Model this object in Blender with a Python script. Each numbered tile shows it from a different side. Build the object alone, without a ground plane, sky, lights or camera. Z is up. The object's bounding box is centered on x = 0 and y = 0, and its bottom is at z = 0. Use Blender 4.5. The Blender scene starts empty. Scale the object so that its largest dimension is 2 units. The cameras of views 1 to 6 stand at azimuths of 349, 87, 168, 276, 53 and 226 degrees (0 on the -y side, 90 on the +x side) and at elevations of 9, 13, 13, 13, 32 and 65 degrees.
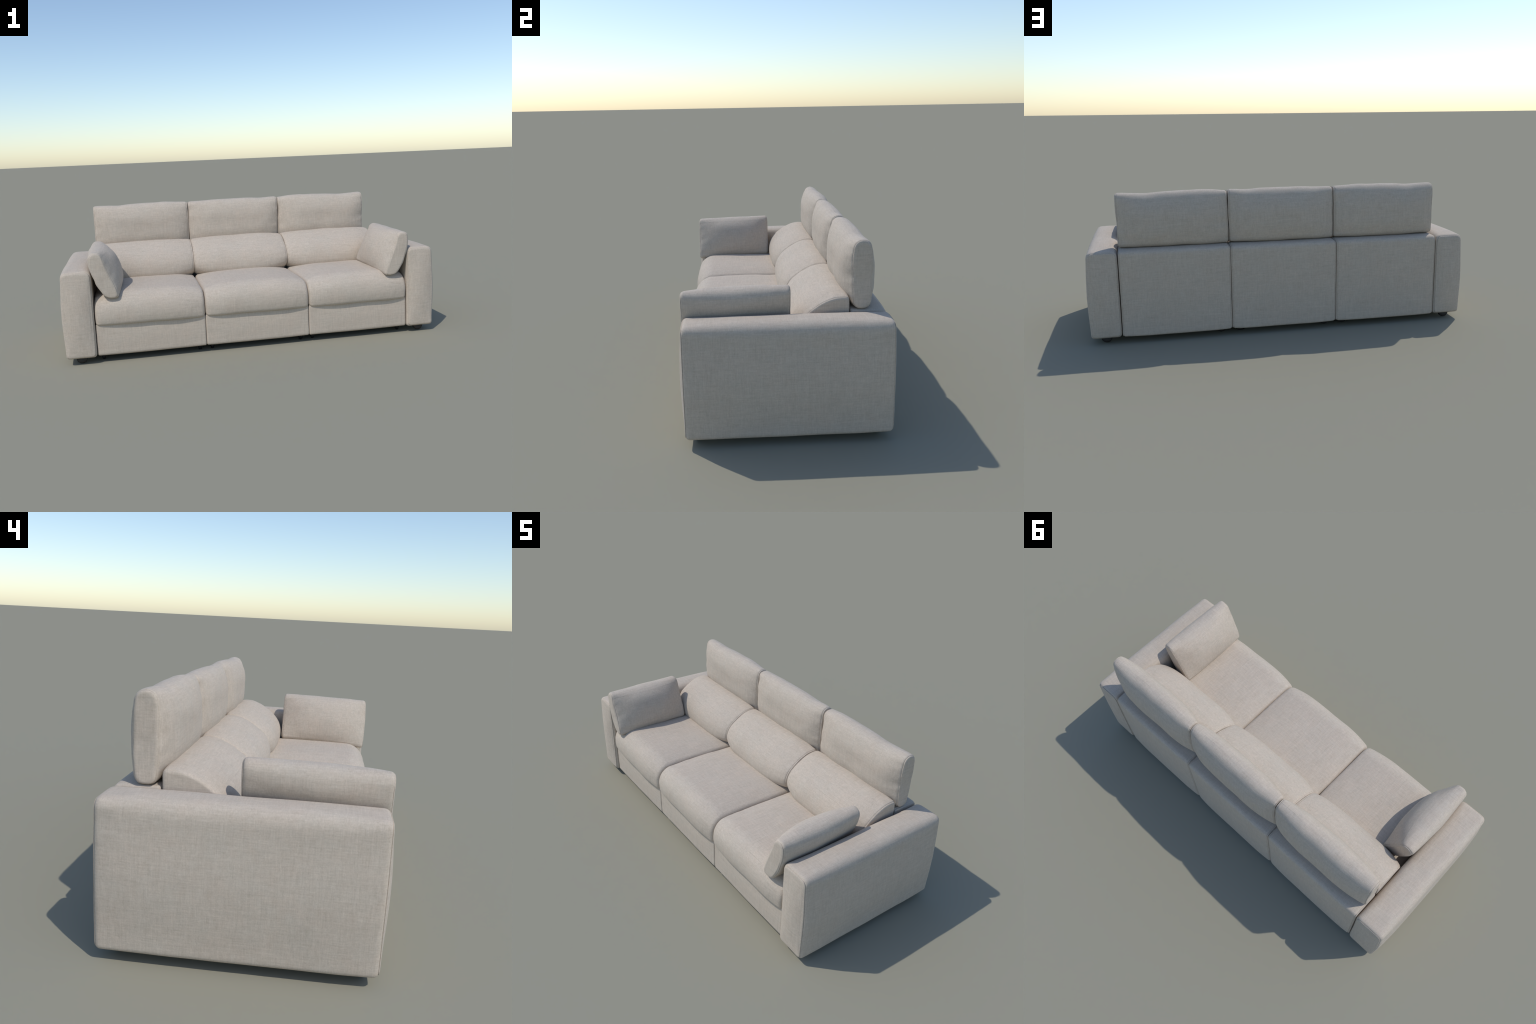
"""Three-seat fabric sofa: two box arms, three seat modules (seat cushion,
lumbar cushion, headrest, back panel, front panel), two loose throw pillows,
dark castors and levelling feet.

Every upholstered part is a "boxed bolster": a side profile (closed curve with
rounded corners) swept along one axis, swelling from its end profile to its
mid profile, closed by an end panel that is sewn on with a recessed seam.
"""
import bpy, bmesh, math
from mathutils import Vector, Matrix, noise

# ------------------------------------------------------------------ helpers

def rounded_profile(corners, edge_n=14, arc_n=8, smooth=2):
    """corners: (a, b, radius[, bulge of the edge that follows]) going round.
    Point count depends only on the number of corners, so two profiles with the
    same number of corners correspond point by point."""
    n = len(corners)
    P = [Vector((c[0], c[1])) for c in corners]
    cut = []
    for i in range(n):
        l_prev = (P[i] - P[i - 1]).length
        l_next = (P[(i + 1) % n] - P[i]).length
        cut.append(min(corners[i][2], 0.499 * l_prev, 0.499 * l_next))
    pts = []
    for i in range(n):
        p, q, r = P[i - 1], P[i], P[(i + 1) % n]
        d0, d1 = (p - q).normalized(), (r - q).normalized()
        a, b = q + d0 * cut[i], q + d1 * cut[i]
        for k in range(arc_n):
            u = k / arc_n
            pts.append(a * (1 - u) ** 2 + q * 2 * u * (1 - u) + b * u * u)
        end = r - d1 * cut[(i + 1) % n]
        bulge = corners[i][3] if len(corners[i]) > 3 else 0.0
        nrm = Vector((d1.y, -d1.x))
        for k in range(edge_n):
            u = k / edge_n
            pts.append(b.lerp(end, u) + nrm * (bulge * math.sin(math.pi * u) ** 1.5))
    for _ in range(smooth):
        m = len(pts)
        pts = [(pts[i - 1] + pts[i] * 2 + pts[(i + 1) % m]) / 4 for i in range(m)]
    return pts


def inset(ring, d):
    """Shrink an outline toward its middle by about d on each side."""
    xs, ys = [p.x for p in ring], [p.y for p in ring]
    c = Vector(((min(xs) + max(xs)) / 2, (min(ys) + max(ys)) / 2))
    ka = 1 - 2 * d / (max(xs) - min(xs))
    kb = 1 - 2 * d / (max(ys) - min(ys))
    return [Vector((c.x + (p.x - c.x) * ka, c.y + (p.y - c.y) * kb)) for p in ring]


# rings of the sewn end: (distance in from the end, distance in from the profile)
SEWN_END = [(0.0000, 0.0100), (0.0004, 0.0068), (0.0016, 0.0038), (0.0034, 0.0021),
            (0.0050, 0.0024), (0.0062, 0.0042), (0.0074, 0.0024), (0.0092, 0.0010),
            (0.0120, 0.0002)]
SOFT_SEAM_END = [(0.0000, 0.0160), (0.0006, 0.0118), (0.0022, 0.0080), (0.0038, 0.0058), (0.0050, 0.0084),
                 (0.0060, 0.0046), (0.0100, 0.0020), (0.0150, 0.0005), (0.0200, 0.0000)]
PLAIN_END = [(0.0000, 0.0130), (0.0006, 0.0090), (0.0020, 0.0055), (0.0045, 0.0024),
             (0.0080, 0.0006), (0.0120, 0.0000)]


def bolster(name, axis, end_prof, mid_prof, start, stop, material, power=2.6, root=1.0,
            cap_bulge=0.004, seed=0.0, wrinkle=0.0022, wrinkle_scale=7.0, pucker=0.0016,
            ends=SEWN_END, soft=1.0, along=90, warp=None, end_b=None, taper=0.0):
    """Sweep the profile from start to stop along axis ('x': profile in (y, z),
    'y': profile in (x, z))."""
    m = len(end_prof)
    half, mid = 0.5 * (stop - start), 0.5 * (stop + start)
    ends = [(s * soft, d * soft) for s, d in ends]
    s_last = ends[-1][0]
    stations = [(-half + s, d, s) for s, d in ends]
    for k in range(1, along):
        # denser toward the ends, where the swelling is fastest
        u = k / along
        u = 0.6 * u + 0.4 * (0.5 - 0.5 * math.cos(math.pi * u))
        stations.append((-half + s_last + u * 2 * (half - s_last), 0.0, None))
    stations += [(half - s, d, s) for s, d in reversed(ends)]

    def profile_at(t):
        w = max(0.0, 1 - abs(t) ** power) ** root
        e = end_prof
        if end_b is not None:
            f = 0.5 + 0.5 * t
            e = [a.lerp(b, f) for a, b in zip(end_prof, end_b)]
        return [a.lerp(b, w) for a, b in zip(e, mid_prof)]

    bm = bmesh.new()
    rings = []

    def cap(sign):
        """End panel: rings shrinking to the middle, gently domed."""
        ring = inset(profile_at(sign), ends[0][1])
        c = sum(ring, Vector((0, 0))) / m
        ha = max(abs(p.x - c.x) for p in ring)
        hb = max(abs(p.y - c.y) for p in ring)
        out = []
        for f in (0.0, 0.12, 0.28, 0.45, 0.62, 0.78, 0.9, 0.965):
            pts = []
            for p in ring:
                q = c + (p - c) * f
                u, v = (q.x - c.x) / ha, (q.y - c.y) / hb
                dome = cap_bulge * max(0.0, 1 - u * u) * max(0.0, 1 - v * v)
                pts.append((q, mid + sign * (half + dome)))
            out.append(pts)
        return out

    def put(p, s):
        return bm.verts.new((s, p.x, p.y) if axis == 'x' else (p.x, s, p.y))

    def cap_rings(sign):
        rr = cap(sign)
        centre_vert = put(*rr[0][0])
        return centre_vert, [[put(p, s) for p, s in r] for r in rr[1:]]

    first, first_rings = cap_rings(-1)
    rings += first_rings
    for s, d, _ in stations:
        ring = profile_at(s / half)
        if d:
            ring = inset(ring, d)
        rings.append([put(p, mid + s) for p in ring])
    last, last_rings = cap_rings(1)
    rings += list(reversed(last_rings))

    for a, b in zip(rings, rings[1:]):
        for i in range(m):
            j = (i + 1) % m
            bm.faces.new((a[i], a[j], b[j], b[i]))
    for hub, ring in ((first, rings[0]), (last, rings[-1])):
        for i in range(m):
            bm.faces.new((hub, ring[i], ring[(i + 1) % m]))
    bmesh.ops.recalc_face_normals(bm, faces=bm.faces)
    bm.normal_update()
    off = Vector((seed * 3.1, seed * 5.7, seed * 1.3))
    ai = 0 if axis == 'x' else 1
    moves = []
    for v in bm.verts:
        t = min(1.0, abs(v.co[ai] - mid) / half)
        p = v.co * wrinkle_scale + off
        k = noise.noise(p) * wrinkle + noise.noise(p * 2.3) * wrinkle * 0.35
        # gathers that run in from the sewn ends and die out
        q = v.co.copy(); q[ai] *= 0.18
        k += noise.noise(q * 34 + off) * pucker * max(0.0, (t - 0.55) / 0.45) ** 1.5 * (1.0 if t < 0.985 else 0.3)
        moves.append((v, v.normal * k))
    for v, d in moves:
        v.co += d
    if warp:
        for v in bm.verts:
            v.co = warp(v.co)
    lo = Vector((min(v.co[i] for v in bm.verts) for i in range(3)))
    hi = Vector((max(v.co[i] for v in bm.verts) for i in range(3)))
    centre = (lo + hi) / 2
    for v in bm.verts:
        v.co -= centre
    mesh = bpy.data.meshes.new(name)
    bm.to_mesh(mesh); bm.free()
    mesh.polygons.foreach_set('use_smooth', [True] * len(mesh.polygons))
    mesh.materials.append(material)
    ob = bpy.data.objects.new(name, mesh)
    bpy.context.scene.collection.objects.link(ob)
    ob.location = centre
    return ob


def lathe(name, profile, material, segments=40, axis='z'):
    """Turned part: profile of (radius, height)."""
    bm = bmesh.new()
    prev = None
    for r, h in profile:
        ring = []
        for k in range(segments):
            a = 2 * math.pi * k / segments
            x, y = r * math.cos(a), r * math.sin(a)
            ring.append(bm.verts.new((x, y, h) if axis == 'z' else (x, h, y)))
        if prev:
            for k in range(segments):
                j = (k + 1) % segments
                bm.faces.new((prev[k], prev[j], ring[j], ring[k]))
        else:
            bm.faces.new(ring)
        prev = ring
    bm.faces.new(prev)
    bmesh.ops.recalc_face_normals(bm, faces=bm.faces)
    mesh = bpy.data.meshes.new(name)
    bm.to_mesh(mesh); bm.free()
    for p in mesh.polygons:
        p.use_smooth = len(p.vertices) == 4
    mesh.materials.append(material)
    return mesh


def box_mesh(name, size, bevel, material):
    bm = bmesh.new()
    bmesh.ops.create_cube(bm, size=1.0)
    for v in bm.verts:
        v.co = Vector((v.co[i] * size[i] for i in range(3)))
    bmesh.ops.bevel(bm, geom=bm.edges[:], offset=bevel, segments=2, affect='EDGES', profile=0.5)
    mesh = bpy.data.meshes.new(name)
    bm.to_mesh(mesh); bm.free()
    mesh.materials.append(material)
    return mesh


def place(name, mesh, loc, parent=None):
    ob = bpy.data.objects.new(name, mesh)
    bpy.context.scene.collection.objects.link(ob)
    ob.location = loc
    if parent:
        adopt(ob, parent)
    return ob


def adopt(child, parent):
    bpy.context.view_layer.update()
    child.parent = parent
    child.matrix_parent_inverse = parent.matrix_world.inverted()


# ---------------------------------------------------------------- materials

def linen():
    """Slubby woven linen: thread streaks along each axis of the cloth, soft
    blotches of warm and cool beige, fine weave bump."""
    mat = bpy.data.materials.new('linen_fabric')
    mat.use_nodes = True
    nt = mat.node_tree
    N, L = nt.nodes, nt.links
    bsdf = N['Principled BSDF']
    tc = N.new('ShaderNodeTexCoord')

    def streak(scale, detail, seed):
        mp = N.new('ShaderNodeMapping')
        mp.inputs['Scale'].default_value = scale
        mp.inputs['Location'].default_value = (seed, seed * 1.7, seed * 0.6)
        L.new(tc.outputs['Object'], mp.inputs['Vector'])
        nz = N.new('ShaderNodeTexNoise')
        nz.inputs['Scale'].default_value = 1.0
        nz.inputs['Detail'].default_value = detail
        nz.inputs['Roughness'].default_value = 0.62
        L.new(mp.outputs['Vector'], nz.inputs['Vector'])
        return nz.outputs['Fac']

    def math_node(op, a, b):
        n = N.new('ShaderNodeMath'); n.operation = op
        for sock, v in zip(n.inputs, (a, b)):
            if isinstance(v, (int, float)):
                sock.default_value = v
            else:
                L.new(v, sock)
        return n.outputs[0]

    def blotch(scale, detail):
        nz = N.new('ShaderNodeTexNoise')
        nz.inputs['Scale'].default_value = scale
        nz.inputs['Detail'].default_value = detail
        L.new(tc.outputs['Object'], nz.inputs['Vector'])
        return nz.outputs['Fac']

    F, S = 240.0, 20.0         # across and along the thread
    warp_x = streak((S, F, F), 3, 0.0)
    warp_y = streak((F, S, F), 3, 3.1)
    warp_z = streak((F, F, S), 3, 7.7)
    slub_x = streak((9, 90, 90), 2, 11.0)
    slub_y = streak((90, 9, 90), 2, 13.0)
    slub_z = streak((90, 90, 9), 2, 17.0)
    fine = math_node('ADD', math_node('ADD', warp_x, warp_y), warp_z)
    slub = math_node('ADD', math_node('ADD', slub_x, slub_y), slub_z)
    weave = math_node('ADD', math_node('MULTIPLY', fine, 0.68), math_node('MULTIPLY', slub, 0.32))   # about 1.5
    ramp = N.new('ShaderNodeMapRange')
    ramp.inputs['From Min'].default_value = 1.12
    ramp.inputs['From Max'].default_value = 1.88
    L.new(weave, ramp.inputs['Value'])

    tone = N.new('ShaderNodeMix'); tone.data_type = 'RGBA'
    tone.inputs['A'].default_value = FABRIC_DARK
    tone.inputs['B'].default_value = FABRIC_LIGHT
    L.new(ramp.outputs['Result'], tone.inputs['Factor'])

    # warm / cool blotches
    hue = N.new('ShaderNodeMapRange')
    hue.inputs['From Min'].default_value = 0.35
    hue.inputs['From Max'].default_value = 0.65
    L.new(math_node('ADD', math_node('MULTIPLY', blotch(9.0, 2), 0.55),
                    math_node('MULTIPLY', blotch(38.0, 2), 0.45)), hue.inputs['Value'])
    tint = N.new('ShaderNodeMix'); tint.data_type = 'RGBA'
    tint.inputs['A'].default_value = (0.99, 1.003, 1.006, 1)
    tint.inputs['B'].default_value = (1.012, 0.996, 0.985, 1)
    L.new(hue.outputs['Result'], tint.inputs['Factor'])
    mul = N.new('ShaderNodeMix'); mul.data_type = 'RGBA'; mul.blend_type = 'MULTIPLY'
    mul.inputs['Factor'].default_value = 1.0
    L.new(tone.outputs['Result'], mul.inputs['A'])
    L.new(tint.outputs['Result'], mul.inputs['B'])
    L.new(mul.outputs['Result'], bsdf.inputs['Base Color'])

    bump = N.new('ShaderNodeBump')
    bump.inputs['Strength'].default_value = 0.22
    bump.inputs['Distance'].default_value = 0.0015
    L.new(weave, bump.inputs['Height'])
    L.new(bump.outputs['Normal'], bsdf.inputs['Normal'])
    bsdf.inputs['Roughness'].default_value = 0.92
    bsdf.inputs['Specular IOR Level'].default_value = 0.22
    bsdf.inputs['Sheen Weight'].default_value = 0.06
    bsdf.inputs['Sheen Roughness'].default_value = 0.5
    return mat


def plain(name, colour, rough, metallic=0.0):
    mat = bpy.data.materials.new(name)
    mat.use_nodes = True
    nt = mat.node_tree
    b = nt.nodes['Principled BSDF']
    nz = nt.nodes.new('ShaderNodeTexNoise')
    nz.inputs['Scale'].default_value = 60
    mix = nt.nodes.new('ShaderNodeMix'); mix.data_type = 'RGBA'
    mix.inputs['A'].default_value = (*[c * 0.8 for c in colour], 1)
    mix.inputs['B'].default_value = (*[c * 1.2 for c in colour], 1)
    tc = nt.nodes.new('ShaderNodeTexCoord')
    nt.links.new(tc.outputs['Object'], nz.inputs['Vector'])
    nt.links.new(nz.outputs['Fac'], mix.inputs['Factor'])
    nt.links.new(mix.outputs['Result'], b.inputs['Base Color'])
    b.inputs['Roughness'].default_value = rough
    b.inputs['Metallic'].default_value = metallic
    return mat


FABRIC_DARK = (0.440, 0.374, 0.303, 1)
FABRIC_LIGHT = (0.600, 0.517, 0.428, 1)
FABRIC = linen()
BLOCKER_DARK = plain('dark_light_blocker', (0.02, 0.02, 0.02), 0.95)  # near-black, only for the added light-blocking boxes inside
RUBBER = plain('brown_castor_plastic', (0.022, 0.018, 0.015), 0.6)
STEEL = plain('black_metal', (0.015, 0.016, 0.018), 0.4, 0.3)

# --------------------------------------------------------------------- sofa

sofa = bpy.data.objects.new('sofa', None)
bpy.context.scene.collection.objects.link(sofa)
sofa['label'] = 'three seat beige linen sofa with raised headrests'
sofa['category'] = 'sofa'

PITCH = 0.5545                      # width of one seat module
CENTRES = (-PITCH, 0.0, PITCH)
GAP = 0.0005

# arms: profile in (x, z) for the right arm, x measured outward
ARM_END = [(0.834, 0.032, 0.020), (0.984, 0.032, 0.018, 0.006), (0.982, 0.471, 0.030), (0.834, 0.471, 0.030)]
ARM_MID = [(0.833, 0.030, 0.020), (0.988, 0.030, 0.022, 0.010), (0.992, 0.482, 0.060, 0.001), (0.833, 0.477, 0.050)]


def arm(side):
    def prof(c):
        c = [(side * q[0],) + tuple(q[1:]) for q in c]
        if side < 0:
            # walk the mirrored outline the same way round
            bul = [q[3] if len(q) > 3 else 0 for q in c]
            pts = list(reversed(c))
            nb = list(reversed(bul))
            nb = nb[1:] + nb[:1]
            c = [(p[0], p[1], p[2], b) for p, b in zip(pts, nb)]
        return rounded_profile(c, edge_n=30, arc_n=12)
    return bolster('armrest', 'y', prof(ARM_END), prof(ARM_MID), -0.393, 0.396, FABRIC,
                   power=4.5, seed=2.0 + side, wrinkle=0.0014, wrinkle_scale=5, pucker=0.0008, cap_bulge=0.012, ends=SOFT_SEAM_END)


castor = lathe('castor', [(0.0, -0.013), (0.021, -0.013), (0.0255, -0.011), (0.0277, -0.007), (0.028, 0.0),
                          (0.0277, 0.007), (0.0255, 0.011), (0.021, 0.013), (0.0, 0.013)], RUBBER, axis='y')
for side in (-1, 1):
    a = arm(side)
    adopt(a, sofa)
    for y in (-0.350, 0.350):
        place('castor', castor, (side * 0.911, y, 0.028), a)

SEAT_END = [(0.12, 0.20, 0.02), (0.12, 0.327, 0.03), (-0.20, 0.331, 0.10), (-0.345, 0.326, 0.05),
            (-0.384, 0.285, 0.05), (-0.388, 0.23, 0.05), (-0.383, 0.190, 0.014)]
SEAT_MID = [(0.12, 0.20, 0.02), (0.12, 0.352, 0.03), (-0.18, 0.360, 0.10), (-0.345, 0.355, 0.07),
            (-0.399, 0.310, 0.06), (-0.409, 0.24, 0.06), (-0.397, 0.189, 0.018)]
LUMBAR_END = [(0.248, 0.30, 0.02), (0.105, 0.332, 0.03), (0.062, 0.360, 0.03), (0.050, 0.400, 0.05), (0.066, 0.442, 0.05),
              (0.100, 0.475, 0.05), (0.145, 0.505, 0.05), (0.195, 0.524, 0.05), (0.248, 0.522, 0.014)]
LUMBAR_MID = [(0.252, 0.30, 0.02), (0.072, 0.315, 0.03), (0.026, 0.340, 0.03), (0.022, 0.400, 0.05), (0.047, 0.453, 0.05),
              (0.088, 0.488, 0.05), (0.136, 0.517, 0.05), (0.192, 0.536, 0.05), (0.252, 0.531, 0.020)]
HEAD_END = [(0.268, 0.476, 0.020), (0.324, 0.476, 0.020), (0.334, 0.54, 0.03), (0.334, 0.66, 0.05), (0.326, 0.744, 0.030),
            (0.268, 0.745, 0.030), (0.260, 0.68, 0.05), (0.261, 0.54, 0.03)]
HEAD_MID = [(0.260, 0.475, 0.026), (0.344, 0.475, 0.026), (0.366, 0.54, 0.05), (0.368, 0.66, 0.06), (0.330, 0.748, 0.05),
            (0.262, 0.748, 0.05), (0.222, 0.68, 0.06), (0.222, 0.54, 0.05)]
BACK_END = [(0.25, 0.033, 0.012), (0.391, 0.033, 0.012), (0.393, 0.469, 0.020), (0.25, 0.474, 0.012)]
BACK_MID = [(0.25, 0.031, 0.012), (0.398, 0.031, 0.014, 0.001), (0.399, 0.472, 0.030), (0.25, 0.478, 0.012)]
FRONT_END = [(-0.34, 0.034, 0.010), (-0.34, 0.200, 0.010), (-0.377, 0.200, 0.010), (-0.377, 0.034, 0.014)]
FRONT_MID = [(-0.34, 0.032, 0.010), (-0.34, 0.200, 0.010), (-0.379, 0.200, 0.010, 0.003), (-0.379, 0.032, 0.018)]


def slumped_top(index):
    """The stuffing has settled: the top edge of each headrest waves a few mm."""
    def warp(co):
        up = max(0.0, (co.z - 0.60) / 0.15)
        u = (co.x - CENTRES[index]) / (PITCH / 2)          # -1 .. 1 across the headrest
        if index == 1:
            wave = -0.003 * math.exp(-((abs(u) - 0.65) / 0.18) ** 2) + 0.002 * u ** 4
        else:
            out = u if index == 2 else -u                  # 1 at the arm side
            wave = (0.003 * math.exp(-((out + 0.6) / 0.3) ** 2)
                    - 0.005 * math.exp(-((out - 0.52) / 0.28) ** 2))
        return Vector((co.x, co.y, co.z + wave * up))
    return warp

for i, cx in enumerate(CENTRES):
    h = PITCH / 2 - GAP
    x0, x1 = cx - h, cx + h
    mirror = -1 if i == 0 else 1

    def sweep(name, end, mid, seed, **kw):
        ob = bolster(name, 'x', rounded_profile(end), rounded_profile(mid), x0, x1, FABRIC, seed=seed + i * 1.37, **kw)
        adopt(ob, sofa)
        return ob

    sweep('seat_cushion', SEAT_END, SEAT_MID, 11, power=3.4, cap_bulge=0.0, ends=PLAIN_END, soft=1.5, wrinkle=0.003, wrinkle_scale=5)
    sweep('lumbar_cushion', LUMBAR_END, LUMBAR_MID, 21, power=4.0, cap_bulge=0.0, wrinkle=0.003, wrinkle_scale=6)
    sweep('headrest', HEAD_END, HEAD_MID, 31, power=4.2, cap_bulge=0.0, wrinkle=0.004, wrinkle_scale=7, pucker=0.003, warp=slumped_top(i))
    sweep('back_panel', BACK_END, BACK_MID, 41, power=5, cap_bulge=0.0, wrinkle=0.001)
    sweep('front_panel', FRONT_END, FRONT_MID, 51, power=3, cap_bulge=0.0, wrinkle=0.001, ends=PLAIN_END, soft=0.7)

# dark boxes added inside to block light and blacken gaps between the cushions
base_blocker = place('base_light_blocker', box_mesh('base_light_blocker', (1.655, 0.60, 0.16), 0.004, BLOCKER_DARK), (0, -0.04, 0.122), sofa)
back_blocker = place('back_light_blocker', box_mesh('back_light_blocker', (1.655, 0.14, 0.27), 0.004, BLOCKER_DARK), (0, 0.175, 0.285), sofa)

# levelling feet under the module fronts: flange, bracket and tapered glide
glide = lathe('levelling_foot', [(0.0, 0.0), (0.006, 0.0), (0.0085, 0.003), (0.010, 0.010), (0.013, 0.016),
                                 (0.013, 0.019), (0.005, 0.021), (0.005, 0.046), (0.0, 0.046)], STEEL, segments=24)
bracket = box_mesh('foot_bracket', (0.036, 0.020, 0.008), 0.001, STEEL)
for x in (-0.805, -0.309, -0.243, 0.243, 0.309, 0.805):
    f = place('levelling_foot', glide, (x, -0.314, 0.0), base_blocker)
    place('foot_bracket', bracket, (x - math.copysign(0.006, x), -0.314, 0.031), f)
for x in (-0.329, -0.229, 0.229, 0.329):
    place('castor', castor, (x, 0.318, 0.028), base_blocker)

# ------------------------------------------------------------ throw pillows

# profile in (x, z) for the right-hand pillow, leaning outward on the arm
PILLOW_END = [(0.737, 0.332, 0.030), (0.773, 0.343, 0.03), (0.808, 0.394, 0.04), (0.831, 0.458, 0.05), (0.843, 0.513, 0.04),
              (0.837, 0.559, 0.030), (0.788, 0.565, 0.026), (0.770, 0.515, 0.05), (0.743, 0.447, 0.05), (0.717, 0.387, 0.05), (0.704, 0.339, 0.03)]
PILLOW_MID = [(0.742, 0.334, 0.030), (0.783, 0.348, 0.04), (0.819, 0.400, 0.05), (0.838, 0.455, 0.05), (0.858, 0.507, 0.05),
              (0.843, 0.559, 0.040), (0.776, 0.569, 0.040), (0.722, 0.534, 0.05), (0.689, 0.459, 0.06), (0.684, 0.387, 0.05), (0.701, 0.340, 0.04)]


def pillow(side):
    def prof(c):
        pts = rounded_profile(c, edge_n=12, arc_n=8)
        if side < 0:
            pts = [Vector((-p.x, p.y)) for p in pts]
        return pts

    def lean(co):
        # rests on the crowned seat: the rear end sits a little higher and further in
        f = (co.y + 0.19) / 0.42
        low = max(0.0, min(1.0, (0.57 - co.z) / 0.23))
        return Vector((co.x - side * 0.014 * (f + 0.5) * low, co.y, co.z + f * (0.010 + 0.012 * low) + 0.004))
    ob = bolster('throw_pillow', 'y', prof(PILLOW_END), prof(PILLOW_MID), -0.399, 0.021, FABRIC,
                 power=2.3, cap_bulge=0.003, seed=61 + side, wrinkle=0.003, wrinkle_scale=8, pucker=0.003, warp=lean, ends=SOFT_SEAM_END, soft=0.75)
    ob['label'] = 'rectangular beige linen throw pillow leaning on the armrest'
    ob['category'] = 'pillow'
    return ob


for side in (-1, 1):
    pillow(side)
